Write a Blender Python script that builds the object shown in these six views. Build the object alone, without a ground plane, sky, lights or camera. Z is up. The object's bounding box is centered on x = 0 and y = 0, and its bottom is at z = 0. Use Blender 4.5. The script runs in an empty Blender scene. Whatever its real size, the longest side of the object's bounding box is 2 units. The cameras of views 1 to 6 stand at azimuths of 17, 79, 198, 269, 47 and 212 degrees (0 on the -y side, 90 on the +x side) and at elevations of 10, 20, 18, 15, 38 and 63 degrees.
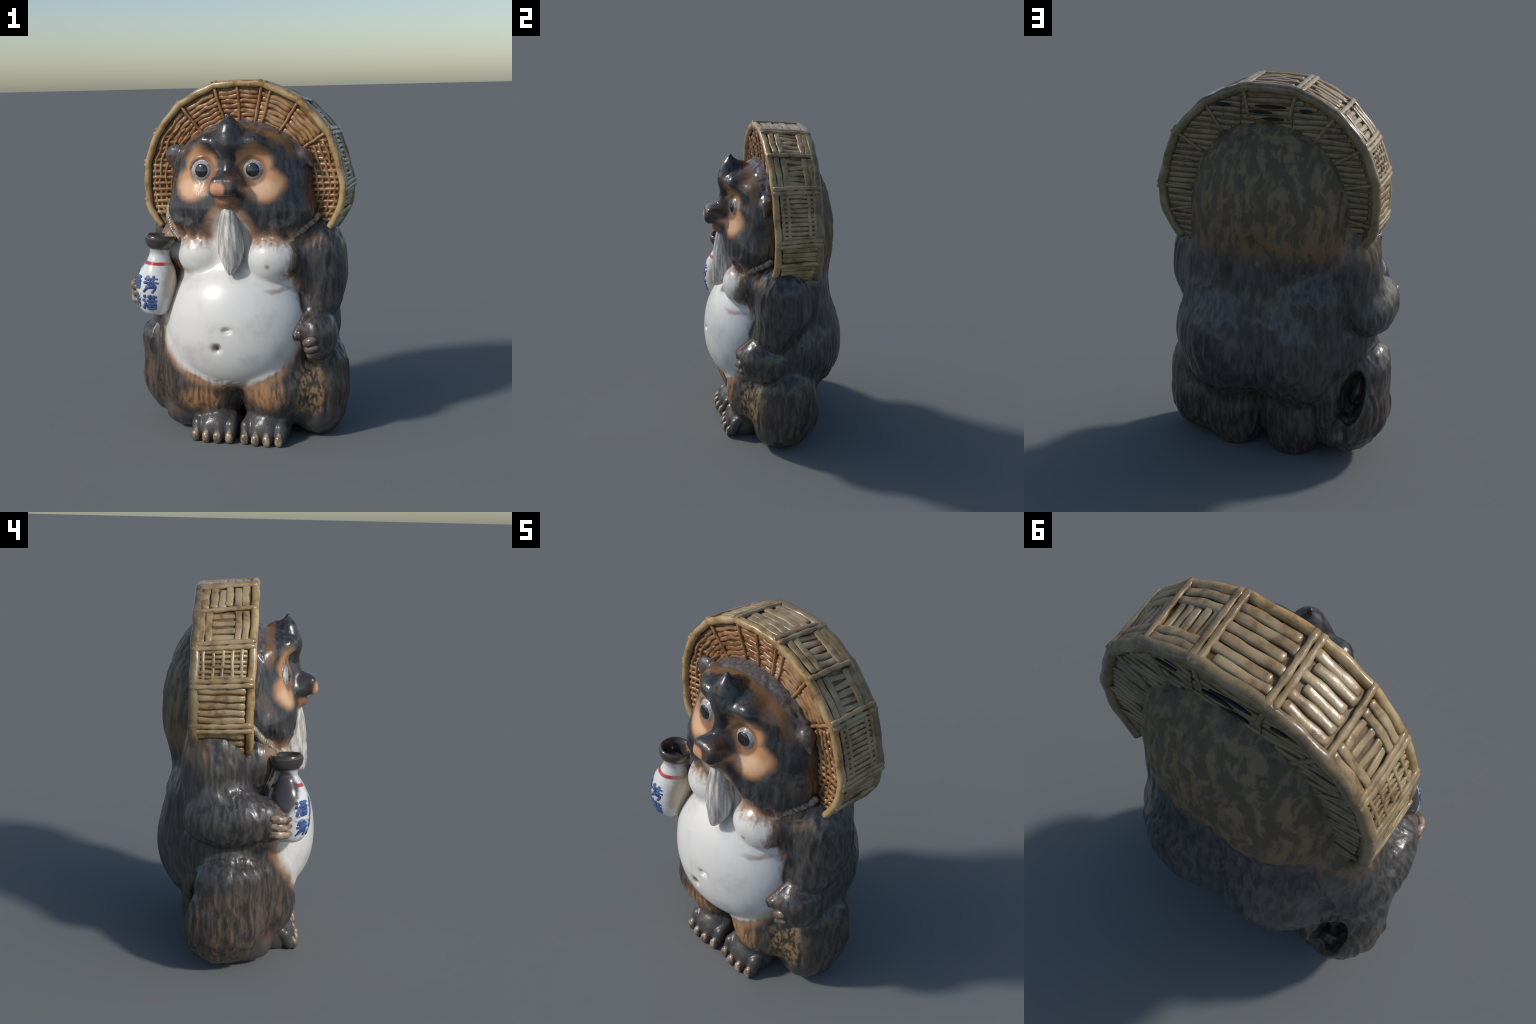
import bpy, math, random
import numpy as np
from mathutils import Vector

random.seed(11)
RNG = np.random.default_rng(11)
XC = 0.045                      # the statue's own middle axis

# ------------------------------------------------------------------ scene tree
root = bpy.data.objects.new("raccoon_dog_statue", None)
bpy.context.scene.collection.objects.link(root)
root["label"] = "glazed ceramic raccoon dog with woven hat, white belly and flask"
root["category"] = "animal statue"


def add_object(name, mesh, mat=None, parent=None, kind=None):
    ob = bpy.data.objects.new(name, mesh)
    bpy.context.scene.collection.objects.link(ob)
    ob.parent = parent if parent is not None else root
    if mat is not None:
        mesh.materials.clear()
        mesh.materials.append(mat)
    if kind:
        ob["kind"] = kind
    return ob


def make_mesh(name, verts, faces, smooth=True):
    me = bpy.data.meshes.new(name)
    me.from_pydata([tuple(map(float, v)) for v in verts], [], [tuple(map(int, f)) for f in faces])
    me.update()
    if smooth:
        me.polygons.foreach_set("use_smooth", [True] * len(me.polygons))
    return me


# ------------------------------------------------------------------ numpy noise
_LAT = np.random.default_rng(5).random((64, 64, 64)).astype(np.float32)


def vnoise(p):
    """smooth value noise, p (n,3), returns -1..1"""
    i = np.floor(p).astype(np.int64)
    f = (p - i).astype(np.float32)
    f = f * f * (3 - 2 * f)
    out = 0
    for dx in (0, 1):
        wx = f[:, 0] if dx else 1 - f[:, 0]
        for dy in (0, 1):
            wy = f[:, 1] if dy else 1 - f[:, 1]
            for dz in (0, 1):
                wz = f[:, 2] if dz else 1 - f[:, 2]
                out = out + wx * wy * wz * _LAT[(i[:, 0] + dx) % 64, (i[:, 1] + dy) % 64, (i[:, 2] + dz) % 64]
    return out * 2 - 1


# ------------------------------------------------------------------ distance fields
def ell(P, c, r, rx=0.0, ry=0.0, rz=0.0):
    q = [P[..., k] - c[k] for k in range(3)]
    for ang, a, b in ((rz, 0, 1), (ry, 2, 0), (rx, 1, 2)):
        if ang:
            ca, sa = math.cos(math.radians(ang)), math.sin(math.radians(ang))
            q[a], q[b] = ca * q[a] + sa * q[b], -sa * q[a] + ca * q[b]
    k0 = np.sqrt((q[0] / r[0]) ** 2 + (q[1] / r[1]) ** 2 + (q[2] / r[2]) ** 2)
    k1 = np.sqrt((q[0] / r[0] ** 2) ** 2 + (q[1] / r[1] ** 2) ** 2 + (q[2] / r[2] ** 2) ** 2)
    return k0 * (k0 - 1) / np.maximum(k1, 1e-5)


def rbox(P, c, half, r, rx=0.0):
    """rounded box, tilted about x"""
    q = [P[..., k] - c[k] for k in range(3)]
    ca, sa = math.cos(math.radians(rx)), math.sin(math.radians(rx))
    q[1], q[2] = ca * q[1] + sa * q[2], -sa * q[1] + ca * q[2]
    w = [np.abs(q[k]) - (half[k] - r) for k in range(3)]
    out = np.sqrt(sum(np.maximum(v, 0) ** 2 for v in w))
    return out + np.minimum(np.maximum(np.maximum(w[0], w[1]), w[2]), 0) - r


def cap(P, a, b, ra, rb):
    a = np.array(a, np.float32)
    b = np.array(b, np.float32)
    ab = b - a
    t = ((P - a) @ ab) / float(ab @ ab)
    t = np.clip(t, 0, 1)
    d = P - (a + t[..., None] * ab)
    return np.sqrt((d * d).sum(-1)) - (ra + (rb - ra) * t)


def chain(P, pts, rad, k=0.05):
    d = None
    for i in range(len(pts) - 1):
        e = cap(P, pts[i], pts[i + 1], rad[i], rad[i + 1])
        d = e if d is None else smin(d, e, k)
    return d


def smin(a, b, k):
    h = np.maximum(k - np.abs(a - b), 0) / k
    return np.minimum(a, b) - h * h * k * 0.25


def smax(a, b, k):
    return -smin(-a, -b, k)


def body_fields(P):
    """distance to each anatomical part, keyed by part name"""
    F = {}
    # torso: round belly, chest, two breasts, broad back with a groove down the spine
    belly = ell(P, (.016, -.122, .665), (.418, .302, .375))
    belly = smin(belly, ell(P, (.005, -.125, .555), (.36, .265, .250)), .08)
    chest = ell(P, (.05, -.03, 1.03), (.42, .24, .32))
    back = ell(P, (.045, .118, .97), (.47, .245, .46))
    hip_a = ell(P, (.215, .170, .635), (.285, .258, .345))
    hip_b = ell(P, (-.135, .170, .635), (.29, .258, .345))
    hips = smin(hip_a, hip_b, .10)
    t = smin(smin(belly, chest, .06), back, .10)
    t = smin(t, hips, .10)
    t = smin(t, ell(P, (-.23, .115, .88), (.22, .245, .24)), .08)
    for c, r in (((-.16, -.19, 1.045), (.138, .11, .125)), ((.245, -.215, 1.04), (.15, .12, .128))):
        t = smin(t, ell(P, c, r), .025)
    t = smin(t, ell(P, (.35, -.085, 1.02), (.10, .11, .15)), .05)      # armpit fold
    t = smin(t, ell(P, (-.315, -.075, 1.10), (.125, .125, .15)), .05)
    for c, r in (((-.355, .05, .665), (.175, .22, .17)), ((.405, .075, .63), (.155, .20, .20))):   # flanks
        t = smin(t, ell(P, c, r), .08)
    t = smax(t, -cap(P, (.04, .475, .30), (.04, .41, 1.15), .030, .03), .06)
    # navel and the dent below it
    t = smax(t, -ell(P, (.045, -.432, .672), (.03, .03, .017)), .012)
    t = smax(t, -ell(P, (-.012, -.425, .568), (.02, .022, .02)), .02)
    F["torso"] = t
    # head
    skull = ell(P, (XC, -.05, 1.45), (.395, .232, .325))
    cheek = ell(P, (XC, -.105, 1.29), (.42, .212, .18))
    h = smin(skull, cheek, .10)
    for s in (-1, 1):                              # brows
        cx = XC - .01 if s < 0 else XC
        h = smin(h, chain(P, [(cx, -.275, 1.66), (cx + s * .13, -.243, 1.67), (cx + s * .23, -.145, 1.635), (cx + s * .30, -.05, 1.59)],
                          [.042, .041, .038, .03], .04), .06)
    h = smin(h, ell(P, (XC, -.185, 1.695), (.14, .065, .05)), .05)
    for cx in (-.135, .175):                       # eye sockets
        h = smax(h, -ell(P, (cx, -.335, 1.525), (.10, .083, .105)), .06)
    hump = smin(ell(P, (.03, .130, 1.41), (.42, .250, .40)), ell(P, (.03, .130, 1.21), (.415, .240, .34)), .12)
    hump = smin(hump, ell(P, (-.12, .130, 1.33), (.27, .242, .35)), .10)
    hump = smax(hump, -ell(P, (.045, .43, 1.05), (.075, .10, .16)), .12)
    h = smin(h, hump, .10)
    for s in (-1, 1):                              # fur tufts hanging from the jowls
        for i, (dx, y, z) in enumerate(((.11, -.215, 1.17), (.17, -.24, 1.145), (.24, -.235, 1.14), (.31, -.20, 1.155))):
            h = smin(h, cap(P, (XC + s * dx, y, z + .07), (XC + s * dx * 1.02, y - .005, z - .005), .05, .012), .03)
    h = smax(h, -ell(P, (.04, -.345, 1.185), (.13, .085, .085)), .06)
    F["head"] = h
    m = cap(P, (.04, -.22, 1.455), (.04, -.335, 1.455), .095, .058)
    m = smin(m, cap(P, (.03, -.275, 1.66), (.036, -.285, 1.54), .030, .038), .05)
    m = smin(m, rbox(P, (.044, -.362, 1.443), (.079, .058, .054), .038, -14), .03)
    m = smin(m, ell(P, (.046, -.295, 1.425), (.095, .075, .05)), .03)
    m = smin(m, ell(P, (.036, -.30, 1.36), (.060, .072, .042)), .02)
    m = smax(m, -cap(P, (-.03, -.385, 1.385), (.10, -.38, 1.385), .008, .008), .02)
    F["muzzle"] = m
    F["forelock"] = smin(chain(P, [(.04, -.19, 1.735), (.035, -.245, 1.735), (.033, -.25, 1.812)], [.050, .062, .012], .02),
                         ell(P, (.028, -.275, 1.69), (.068, .042, .035)), .04)
    F["ear"] = smin(chain(P, [(.345, -.07, 1.625), (.40, -.085, 1.585), (.455, -.108, 1.535)], [.035, .036, .010], .03), ell(P, (.395, -.04, 1.47), (.045, .06, .10)), .03)
    F["ear.001"] = smin(ell(P, (-.345, -.055, 1.585), (.065, .035, .065)), ell(P, (-.315, -.05, 1.47), (.045, .06, .10)), .03)
    # arms
    arm = ell(P, (.458, -.002, 1.005), (.160, .165, .245))
    F["arm"] = smin(arm, chain(P, [(.475, .0, .90), (.462, -.03, .80), (.45, -.08, .71)], [.135, .12, .10], .05), .06)
    hand = ell(P, (.480, -.115, .60), (.108, .155, .142), rx=-25)
    hand = smin(hand, cap(P, (.455, -.10, .72), (.412, -.25, .63), .07, .032), .03)
    F["hand"] = hand
    arm = ell(P, (-.40, .115, 1.08), (.150, .172, .28))
    arm = smin(arm, ell(P, (-.498, .02, .845), (.132, .25, .139), rx=-4), .10)
    arm = smin(arm, ell(P, (-.43, .13, .95), (.115, .12, .14)), .06)
    F["arm.001"] = arm
    F["hand.001"] = smin(ell(P, (-.515, -.16, .83), (.072, .105, .095)), cap(P, (-.50, -.13, .905), (-.465, -.225, .905), .05, .022), .03)
    # legs
    for nm, s, cx in (("leg", 1, .20), ("leg.001", -1, -.115)):
        g = ell(P, (cx + s * .05, -.080, .295), (.220, .236, .225))
        g = smin(g, cap(P, (cx + s * .01, -.12, .28), (cx, -.14, .10), .16, .122), .05)
        g = smin(g, ell(P, (cx + s * .01, .115, .23), (.18, .172, .29)), .06)
        if s < 0:
            g = smin(g, ell(P, (-.245, -.115, .305), (.185, .195, .205)), .05)
            g = smin(g, ell(P, (-.275, -.115, .455), (.165, .170, .20)), .05)
        F[nm] = g
    for nm, s, cx in (("foot", 1, .198), ("foot.001", -1, -.087)):
        oy = -.004 if s > 0 else -.012
        f = ell(P, (cx, -.19 + oy, .06), (.135, .125, .125))
        for i in range(4):
            tx = cx + (i - 1.5) * .066
            fy = -.307 + .012 * abs(i - 1.5)
            f = smin(f, chain(P, [(tx * .85 + cx * .15, -.20 + oy, .125), (tx, fy + .03 + oy, .085), (tx, fy + oy, .033)], [.034, .036, .032], .01), .006)
        F[nm] = f
    # bushy tail curling round one side, open behind; a haunch on the other
    tail = ell(P, (-.41, .065, .30), (.222, .228, .282))
    tail = smin(tail, ell(P, (-.475, .03, .515), (.140, .175, .135)), .08)
    tail = smin(tail, ell(P, (-.31, .01, .28), (.15, .15, .25)), .06)
    tail = smin(tail, ell(P, (-.315, -.075, .10), (.13, .13, .10)), .04)
    # the brush lifts off the ground on its outer side
    tail = smax(tail, (P[..., 0] + .545) * -.66 + (P[..., 2] - .055) * -.75, .10)
    hole = ell(P, (-.460, .30, .395), (.066, .25, .155), ry=-8)
    hole = smin(hole, ell(P, (-.385, .33, .19), (.075, .10, .12), ry=-35), .04)
    F["tail"] = smax(tail, -hole, .03)
    haunch = smin(ell(P, (.45, .025, .25), (.172, .212, .248), rx=8), ell(P, (.46, .045, .42), (.14, .15, .14)), .08)
    haunch = smin(haunch, ell(P, (.45, -.02, .12), (.135, .15, .12)), .05)
    F["haunch"] = smin(haunch, ell(P, (.33, .085, .16), (.14, .14, .155)), .06)
    return F


ORDER = [("torso", .0), ("leg", .06), ("leg.001", .06), ("tail", .05), ("haunch", .05), ("foot", .02), ("foot.001", .02),
         ("arm", .03), ("arm.001", .03), ("hand", .015), ("hand.001", .015), ("head", .035), ("muzzle", .035),
         ("forelock", .02), ("ear", .015), ("ear.001", .015)]


def body_sdf(P, labels=False):
    F = body_fields(P)
    d = None
    for n, k in ORDER:
        d = F[n] if d is None else smin(d, F[n], k)
    # keep the tail's opening and the gap between the legs clear
    d = smax(d, -ell(P, (-.460, .30, .395), (.062, .235, .15), ry=-8), .02)
    d = smax(d, -ell(P, (-.385, .34, .19), (.070, .10, .11), ry=-35), .03)
    d = smax(d, -ell(P, (.035, .34, .08), (.022, .16, .20)), .04)
    d = smax(d, -ell(P, (.052, -.36, .08), (.006, .13, .13)), .02)
    d = smax(d, .0 - P[..., 2], .012)
    if labels:
        return d, np.argmin(np.stack([F[n] for n, _ in ORDER], -1), -1)
    return d


def surface_net(lo, hi, h):
    lo = np.array(lo)
    n = np.ceil((np.array(hi) - lo) / h).astype(int) + 1
    # coarse pass to find the cells near the surface
    cs = 4
    nc = n // cs + 2
    g = np.stack(np.meshgrid(*[lo[k] + np.arange(nc[k]) * h * cs for k in range(3)], indexing="ij"), -1).astype(np.float32)
    dc = np.concatenate([body_sdf(g[i:i + 8]) for i in range(0, nc[0], 8)], 0)
    near = np.abs(dc) < h * cs * 1.9
    D = np.repeat(np.repeat(np.repeat(dc, cs, 0), cs, 1), cs, 2)[:n[0], :n[1], :n[2]].astype(np.float32)
    m = near.copy()
    for ax in range(3):
        m = m | np.roll(m, 1, ax) | np.roll(m, -1, ax)
    M = np.repeat(np.repeat(np.repeat(m, cs, 0), cs, 1), cs, 2)[:n[0], :n[1], :n[2]]
    idx = np.argwhere(M)
    vals = []
    for i in range(0, len(idx), 200000):
        vals.append(body_sdf((lo + idx[i:i + 200000] * h).astype(np.float32)))
    D[M] = np.concatenate(vals)
    S = D < 0
    c = [S[a:n[0] - 1 + a, b:n[1] - 1 + b, e:n[2] - 1 + e] for a in (0, 1) for b in (0, 1) for e in (0, 1)]
    s = sum(q.astype(np.int8) for q in c)
    act = (s > 0) & (s < 8)
    cells = np.argwhere(act)
    vid = -np.ones(act.shape, np.int64)
    vid[tuple(cells.T)] = np.arange(len(cells))
    acc = np.zeros((len(cells), 3))
    cnt = np.zeros(len(cells))
    corner = [(a, b, e) for a in (0, 1) for b in (0, 1) for e in (0, 1)]
    dv = [D[tuple((cells + np.array(q)).T)] for q in corner]
    for i in range(8):
        for j in range(i + 1, 8):
            if sum(abs(corner[i][k] - corner[j][k]) for k in range(3)) != 1:
                continue
            cr = (dv[i] < 0) != (dv[j] < 0)
            tt = np.where(cr, dv[i] / np.where(cr, dv[i] - dv[j], 1), 0)
            p = np.array(corner[i]) + tt[:, None] * (np.array(corner[j]) - np.array(corner[i]))
            acc += np.where(cr[:, None], p, 0)
            cnt += cr
    V = lo + (cells + acc / cnt[:, None]) * h
    quads = []
    for ax in range(3):
        o = [k for k in range(3) if k != ax]
        a = np.take(S, range(0, n[ax] - 1), ax)
        b = np.take(S, range(1, n[ax]), ax)
        e = np.argwhere(a != b)
        ok = np.all([(e[:, k] > 0) & (e[:, k] < n[k] - 1) for k in o], 0)
        e = e[ok]
        sgn = a[tuple(e.T)]
        def vv(d1, d2):
            q = e.copy()
            q[:, o[0]] -= d1
            q[:, o[1]] -= d2
            return vid[tuple(q.T)]
        q = np.stack([vv(0, 0), vv(1, 0), vv(1, 1), vv(0, 1)], -1)
        flip = sgn if ax != 1 else ~sgn
        q[~flip] = q[~flip][:, ::-1]
        quads.append(q)
    return V, np.concatenate(quads)


V, Q = surface_net((-.74, -.50, -.03), (.74, .52, 1.92), .0075)


def sdf_grad(P, e=.004):
    P = P.astype(np.float32)
    g = np.stack([body_sdf(P + np.eye(3, dtype=np.float32)[k] * e) - body_sdf(P - np.eye(3, dtype=np.float32)[k] * e) for k in range(3)], -1)
    return g / np.maximum(np.linalg.norm(g, axis=1, keepdims=True), 1e-6)


for _ in range(2):
    d = body_sdf(V.astype(np.float32))
    V = V - np.clip(d, -.006, .006)[:, None] * sdf_grad(V) * .8
G = sdf_grad(V, .008)
_, LAB = body_sdf(V.astype(np.float32), True)
NAMES = [n for n, _ in ORDER]


# fur carved in the clay: streaks running down, strongest on tail and limbs
def smoothstep(a, b, v):
    t = np.clip((v - a) / (b - a), 0, 1)
    return t * t * (3 - 2 * t)


def fur(P):
    w = P + .02 * np.stack([vnoise(P * 9), vnoise(P * 9 + 7), 0 * P[:, 0]], -1)
    fine = 1.2 - 2.6 * np.abs(vnoise(w * np.array([34, 34, 6]))) + .5 * vnoise(w * np.array([70, 70, 12]) + 3)
    tail = vnoise(w * np.array([26, 26, 3.2]) + 11)
    lump = vnoise(P * 14 + 5)
    amp = np.full(len(P), .0032)
    x, y, z = P.T
    white = np.minimum(np.sqrt(((x - .035) / .44) ** 2 + ((z - .70) / .36) ** 2), np.sqrt(((x - .03) / .36) ** 2 + ((z - 1.07) / .20) ** 2))
    white = np.where(y < -.02, smoothstep(1.0, .9, white), 0)
    face = np.where(y < -.12, smoothstep(.42, .32, np.abs(x - XC)) * smoothstep(1.24, 1.32, z), 0)
    amp = amp * (1 - white) * (1 - .85 * face)
    capm = np.isin(np.array(NAMES)[LAB], ['head', 'forelock', 'ear', 'ear.001']) * smoothstep(1.52, 1.60, z) * smoothstep(.12, .04, y)
    face = np.maximum(face, capm)
    feet = smoothstep(.18, .12, z) * smoothstep(-.05, -.12, y)
    amp = amp * (1 - feet)
    names = np.array(NAMES)[LAB]
    tl = np.isin(names, ["tail"]) * 1.0
    hn = np.isin(names, ["haunch"]) * 1.0
    nb = np.isin(names, ["hand", "hand.001", "muzzle", "ear", "ear.001", "forelock"]) * 1.0
    amp = amp * (1 - nb * .6)
    return amp * fine + tl * .009 * tail + hn * .004 * tail + (.0035 * (1 - white)) * lump * (1 - face)


V = V + fur(V)[:, None] * G
V[:, 2] = np.maximum(V[:, 2], 0.0)


def vertex_normals(V, Q):
    a, b, c, d = (V[Q[:, i]] for i in range(4))
    fn = np.cross(c - a, d - b)
    N = np.zeros_like(V)
    for i in range(4):
        np.add.at(N, Q[:, i], fn)
    return N / np.maximum(np.linalg.norm(N, axis=1, keepdims=True), 1e-12), fn


NRM, FN = vertex_normals(V, Q)
if (NRM * G).sum() < 0:
    Q = Q[:, ::-1]
    NRM = -NRM

# ------------------------------------------------------------------ node helper
class NB:
    def __init__(self, name):
        self.mat = bpy.data.materials.new(name)
        self.mat.use_nodes = True
        self.t = self.mat.node_tree
        self.bsdf = self.t.nodes["Principled BSDF"]
        self.P = self.t.nodes.new("ShaderNodeTexCoord").outputs["Object"]

    def n(self, typ, **kw):
        nd = self.t.nodes.new(typ)
        for k, v in kw.items():
            setattr(nd, k, v)
        return nd

    def put(self, sock, v):
        if isinstance(v, bpy.types.NodeSocket):
            self.t.links.new(v, sock)
        else:
            sock.default_value = v

    def vm(self, op, a, b=None):
        nd = self.n("ShaderNodeVectorMath", operation=op)
        self.put(nd.inputs[0], a)
        if b is not None:
            self.put(nd.inputs[1], b)
        return nd.outputs["Value"] if op in ("LENGTH", "DOT_PRODUCT", "DISTANCE") else nd.outputs["Vector"]

    def ma(self, op, a, b=0.0, c=None):
        nd = self.n("ShaderNodeMath", operation=op)
        self.put(nd.inputs[0], a)
        self.put(nd.inputs[1], b)
        if c is not None:
            self.put(nd.inputs[2], c)
        return nd.outputs[0]

    def noise(self, scale=(10, 10, 10), detail=3, off=(0, 0, 0), vec=None, rough=.55):
        v = self.vm("MULTIPLY", vec if vec is not None else self.P, scale)
        v = self.vm("ADD", v, off)
        nd = self.n("ShaderNodeTexNoise")
        nd.inputs["Scale"].default_value = 1.0
        nd.inputs["Detail"].default_value = detail
        nd.inputs["Roughness"].default_value = rough
        self.put(nd.inputs["Vector"], v)
        return nd.outputs["Fac"], nd.outputs["Color"]

    def warp(self, amp, scale=(20, 20, 20)):
        _, c = self.noise(scale, 2, (3, 5, 1))
        return self.vm("ADD", self.P, self.vm("MULTIPLY", self.vm("SUBTRACT", c, (.5, .5, .5)), (amp, amp, amp)))

    def ell(self, c, r, vec=None):
        v = self.vm("SUBTRACT", vec if vec is not None else self.P, c)
        return self.vm("LENGTH", self.vm("DIVIDE", v, r))

    def capsule(self, a, b, ra, rb):
        """distance to a tapered rod"""
        ab = tuple(q - p for p, q in zip(a, b))
        l2 = sum(q * q for q in ab)
        d = self.vm("SUBTRACT", self.P, a)
        t = self.ma("DIVIDE", self.vm("DOT_PRODUCT", d, ab), l2)
        t = self.ma("MINIMUM", self.ma("MAXIMUM", t, 0.0), 1.0)
        nd = self.n("ShaderNodeVectorMath", operation="SCALE")
        nd.inputs[0].default_value = ab
        self.put(nd.inputs["Scale"], t)
        r = self.ma("ADD", self.ma("MULTIPLY", t, rb - ra), ra)
        return self.ma("SUBTRACT", self.vm("LENGTH", self.vm("SUBTRACT", d, nd.outputs["Vector"])), r)

    def ramp(self, v, a, b, lo=0.0, hi=1.0):
        nd = self.n("ShaderNodeMapRange", interpolation_type="SMOOTHSTEP")
        self.put(nd.inputs[0], v)
        nd.inputs[1].default_value = a
        nd.inputs[2].default_value = b
        nd.inputs[3].default_value = lo
        nd.inputs[4].default_value = hi
        return nd.outputs[0]

    def mix(self, f, a, b):
        nd = self.n("ShaderNodeMix", data_type="RGBA")
        self.put(nd.inputs[0], f)
        for s, v in ((nd.inputs[6], a), (nd.inputs[7], b)):
            self.put(s, v if isinstance(v, bpy.types.NodeSocket) else (*v, 1.0))
        return nd.outputs[2]

    def sep(self, v=None):
        nd = self.n("ShaderNodeSeparateXYZ")
        self.put(nd.inputs[0], v if v is not None else self.P)
        return nd.outputs

    def bump(self, h, strength=.3, dist=.004):
        nd = self.n("ShaderNodeBump")
        nd.inputs["Strength"].default_value = strength
        nd.inputs["Distance"].default_value = dist
        self.put(nd.inputs["Height"], h)
        self.t.links.new(nd.outputs[0], self.bsdf.inputs["Normal"])

    def done(self, col, rough=.3, coat=0.0, spec=.5):
        self.put(self.bsdf.inputs["Base Color"], col if isinstance(col, bpy.types.NodeSocket) else (*col, 1))
        self.put(self.bsdf.inputs["Roughness"], rough)
        self.bsdf.inputs["Specular IOR Level"].default_value = spec
        self.bsdf.inputs["Coat Weight"].default_value = coat
        self.bsdf.inputs["Coat Roughness"].default_value = .12
        return self.mat


def hood(b, col, st, y, z):
    """mottled brown glaze on the back of the hood, fading to dark fur at the nape"""
    mo, _ = b.noise((24, 24, 8), 3, (4, 4, 9), vec=b.warp(.10, (7, 7, 7)))
    k = b.ramp(mo, .43, .60)
    mott = b.mix(k, (.098, .074, .046), (.205, .143, .076))
    mott = b.mix(b.ma("MULTIPLY", k, b.ramp(z, 1.45, 1.2)), mott, (.205, .120, .065))
    nape = b.mix(b.ramp(st, .35, .68), (.032, .030, .029), (.085, .080, .076))
    mott = b.mix(b.ramp(z, 1.20, 1.06), mott, nape)
    return b.mix(b.ramp(y, .10, .17), col, mott)


def mat_fur(belly=True):
    b = NB("glazed_fur" if belly else "glazed_hand_fur")
    W = b.warp(.035, (14, 14, 14))
    st, _ = b.noise((45, 45, 7), 4, vec=W)
    big, _ = b.noise((5, 5, 5), 2, (9, 2, 4))
    fine, _ = b.noise((90, 90, 30), 3, vec=W)
    x, y, z = b.sep()[:3]
    dark = b.mix(b.ramp(st, .35, .68), (.032, .030, .028), (.092, .083, .075))
    dark = b.mix(b.ma("MULTIPLY", b.ramp(big, .45, .65), .3), dark, (.058, .059, .065))
    dark = hood(b, dark, st, b.ma('MINIMUM', y, b.ma('SUBTRACT', z, .89)), z)
    # browner brush of the tail and haunch
    low = b.ramp(z, .62, .30)
    brown = b.mix(b.ramp(st, .38, .66), (.040, .032, .027), (.135, .098, .068))
    side = b.ramp(b.ma("ABSOLUTE", b.ma("SUBTRACT", x, .01)), .30, .40)
    col = b.mix(b.ma("MULTIPLY", b.ma("MULTIPLY", low, side), .9), dark, brown)
    leg = b.ramp(z, .50, .34)
    brown2 = b.mix(b.ramp(st, .38, .66), (.035, .028, .026), (.105, .075, .055))
    col = b.mix(b.ma("MULTIPLY", leg, .6), col, brown2)
    # speckled tan flank of the haunch
    sp, _ = b.noise((48, 48, 26), 2, (1, 8, 3), vec=W)
    tan = b.mix(b.ramp(sp, .40, .58), (.06, .043, .03), (.30, .19, .10))
    col = b.mix(b.ramp(b.ell((.43, -.15, .26), (.115, .15, .23), W), 1.0, .65), col, tan)
    # rusty knees
    streak = b.ramp(st, .32, .62, .25, 1.0)
    for c, r in (((-.16, -.27, .24), (.15, .16, .10)), ((.21, -.28, .30), (.15, .14, .12))):
        k = b.ma("MULTIPLY", b.ramp(b.ell(c, r, W), 1.05, .45), streak)
        col = b.mix(k, col, (.36, .19, .085))
    # feet: plain grey glaze
    foot = b.ma("MULTIPLY", b.ramp(z, .20, .13), b.ramp(y, -.06, -.12))
    col = b.mix(foot, col, (.062, .057, .055))
    # tail inside the front crease: rust
    col = b.mix(b.ma("MULTIPLY", b.ramp(b.ell((-.33, -.17, .16), (.10, .08, .08), W), 1.1, .4), .45), col, (.16, .065, .035))
    if not belly:
        warm, _ = b.noise((14, 14, 14), 2, (7, 1, 5))
        col = b.mix(b.ramp(warm, .5, .72, 0, .6), col, (.20, .125, .085))
        b.bump(fine, .2, .006)
        return b.done(col, .28, .25)
    # white belly and chest with a tan fringe
    v = b.ma("MINIMUM", b.ell((.018, -.30, .70), (.425, .36, .372), W), b.ell((-.005, -.33, 1.07), (.385, .30, .235), W))
    v = b.ma("ADD", v, b.ma("MULTIPLY", b.ma("SUBTRACT", st, .5), b.ramp(z, .5, .95, .03, .28)))
    upper = b.ell((.458, -.002, 1.005), (.165, .170, .25), W)
    upper = b.ma("MINIMUM", upper, b.ell((.458, -.05, .77), (.14, .15, .14), W))
    upper = b.ma("MINIMUM", upper, b.ell((-.50, .02, .85), (.15, .30, .15), W))
    lower = b.ma("MINIMUM", b.ell((.25, -.080, .295), (.228, .244, .233)), b.ell((-.20, -.100, .30), (.245, .232, .23)))
    lower = b.ma("MAXIMUM", lower, b.ramp(z, .40, .50, 0, 2))
    col = b.mix(b.ma("MULTIPLY", b.ramp(v, 1.14, 1.02), b.ramp(upper, 1.0, 1.1)), col, (.34, .19, .11))
    smudge, _ = b.noise((7, 7, 7), 3, (2, 2, 2))
    white = b.mix(b.ramp(smudge, .45, .75), (.72, .705, .67), (.58, .565, .53))
    white = b.mix(b.ramp(b.ell((.31, -.33, .875), (.09, .2, .02), W), 1.1, .3, 0, .6), white, (.22, .09, .06))
    white = b.mix(b.ramp(b.ell((-.02, -.42, .572), (.05, .08, .045), W), 1.0, .2, 0, .8), white, (.25, .17, .11))
    white = b.mix(b.ramp(b.ell((-.015, -.42, .568), (.017, .05, .017)), 1.0, .4), white, (.10, .065, .045))
    white = b.mix(b.ramp(b.ell((.253, -.33, 1.012), (.022, .08, .02)), 1.0, .2), white, (.30, .28, .30))
    limb = b.ma("MULTIPLY", b.ramp(upper, 1.04, 1.16), b.ramp(lower, 1.0, 1.05))
    thumb = b.capsule((.455, -.10, .72), (.412, -.25, .63), .07, .032)
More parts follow.
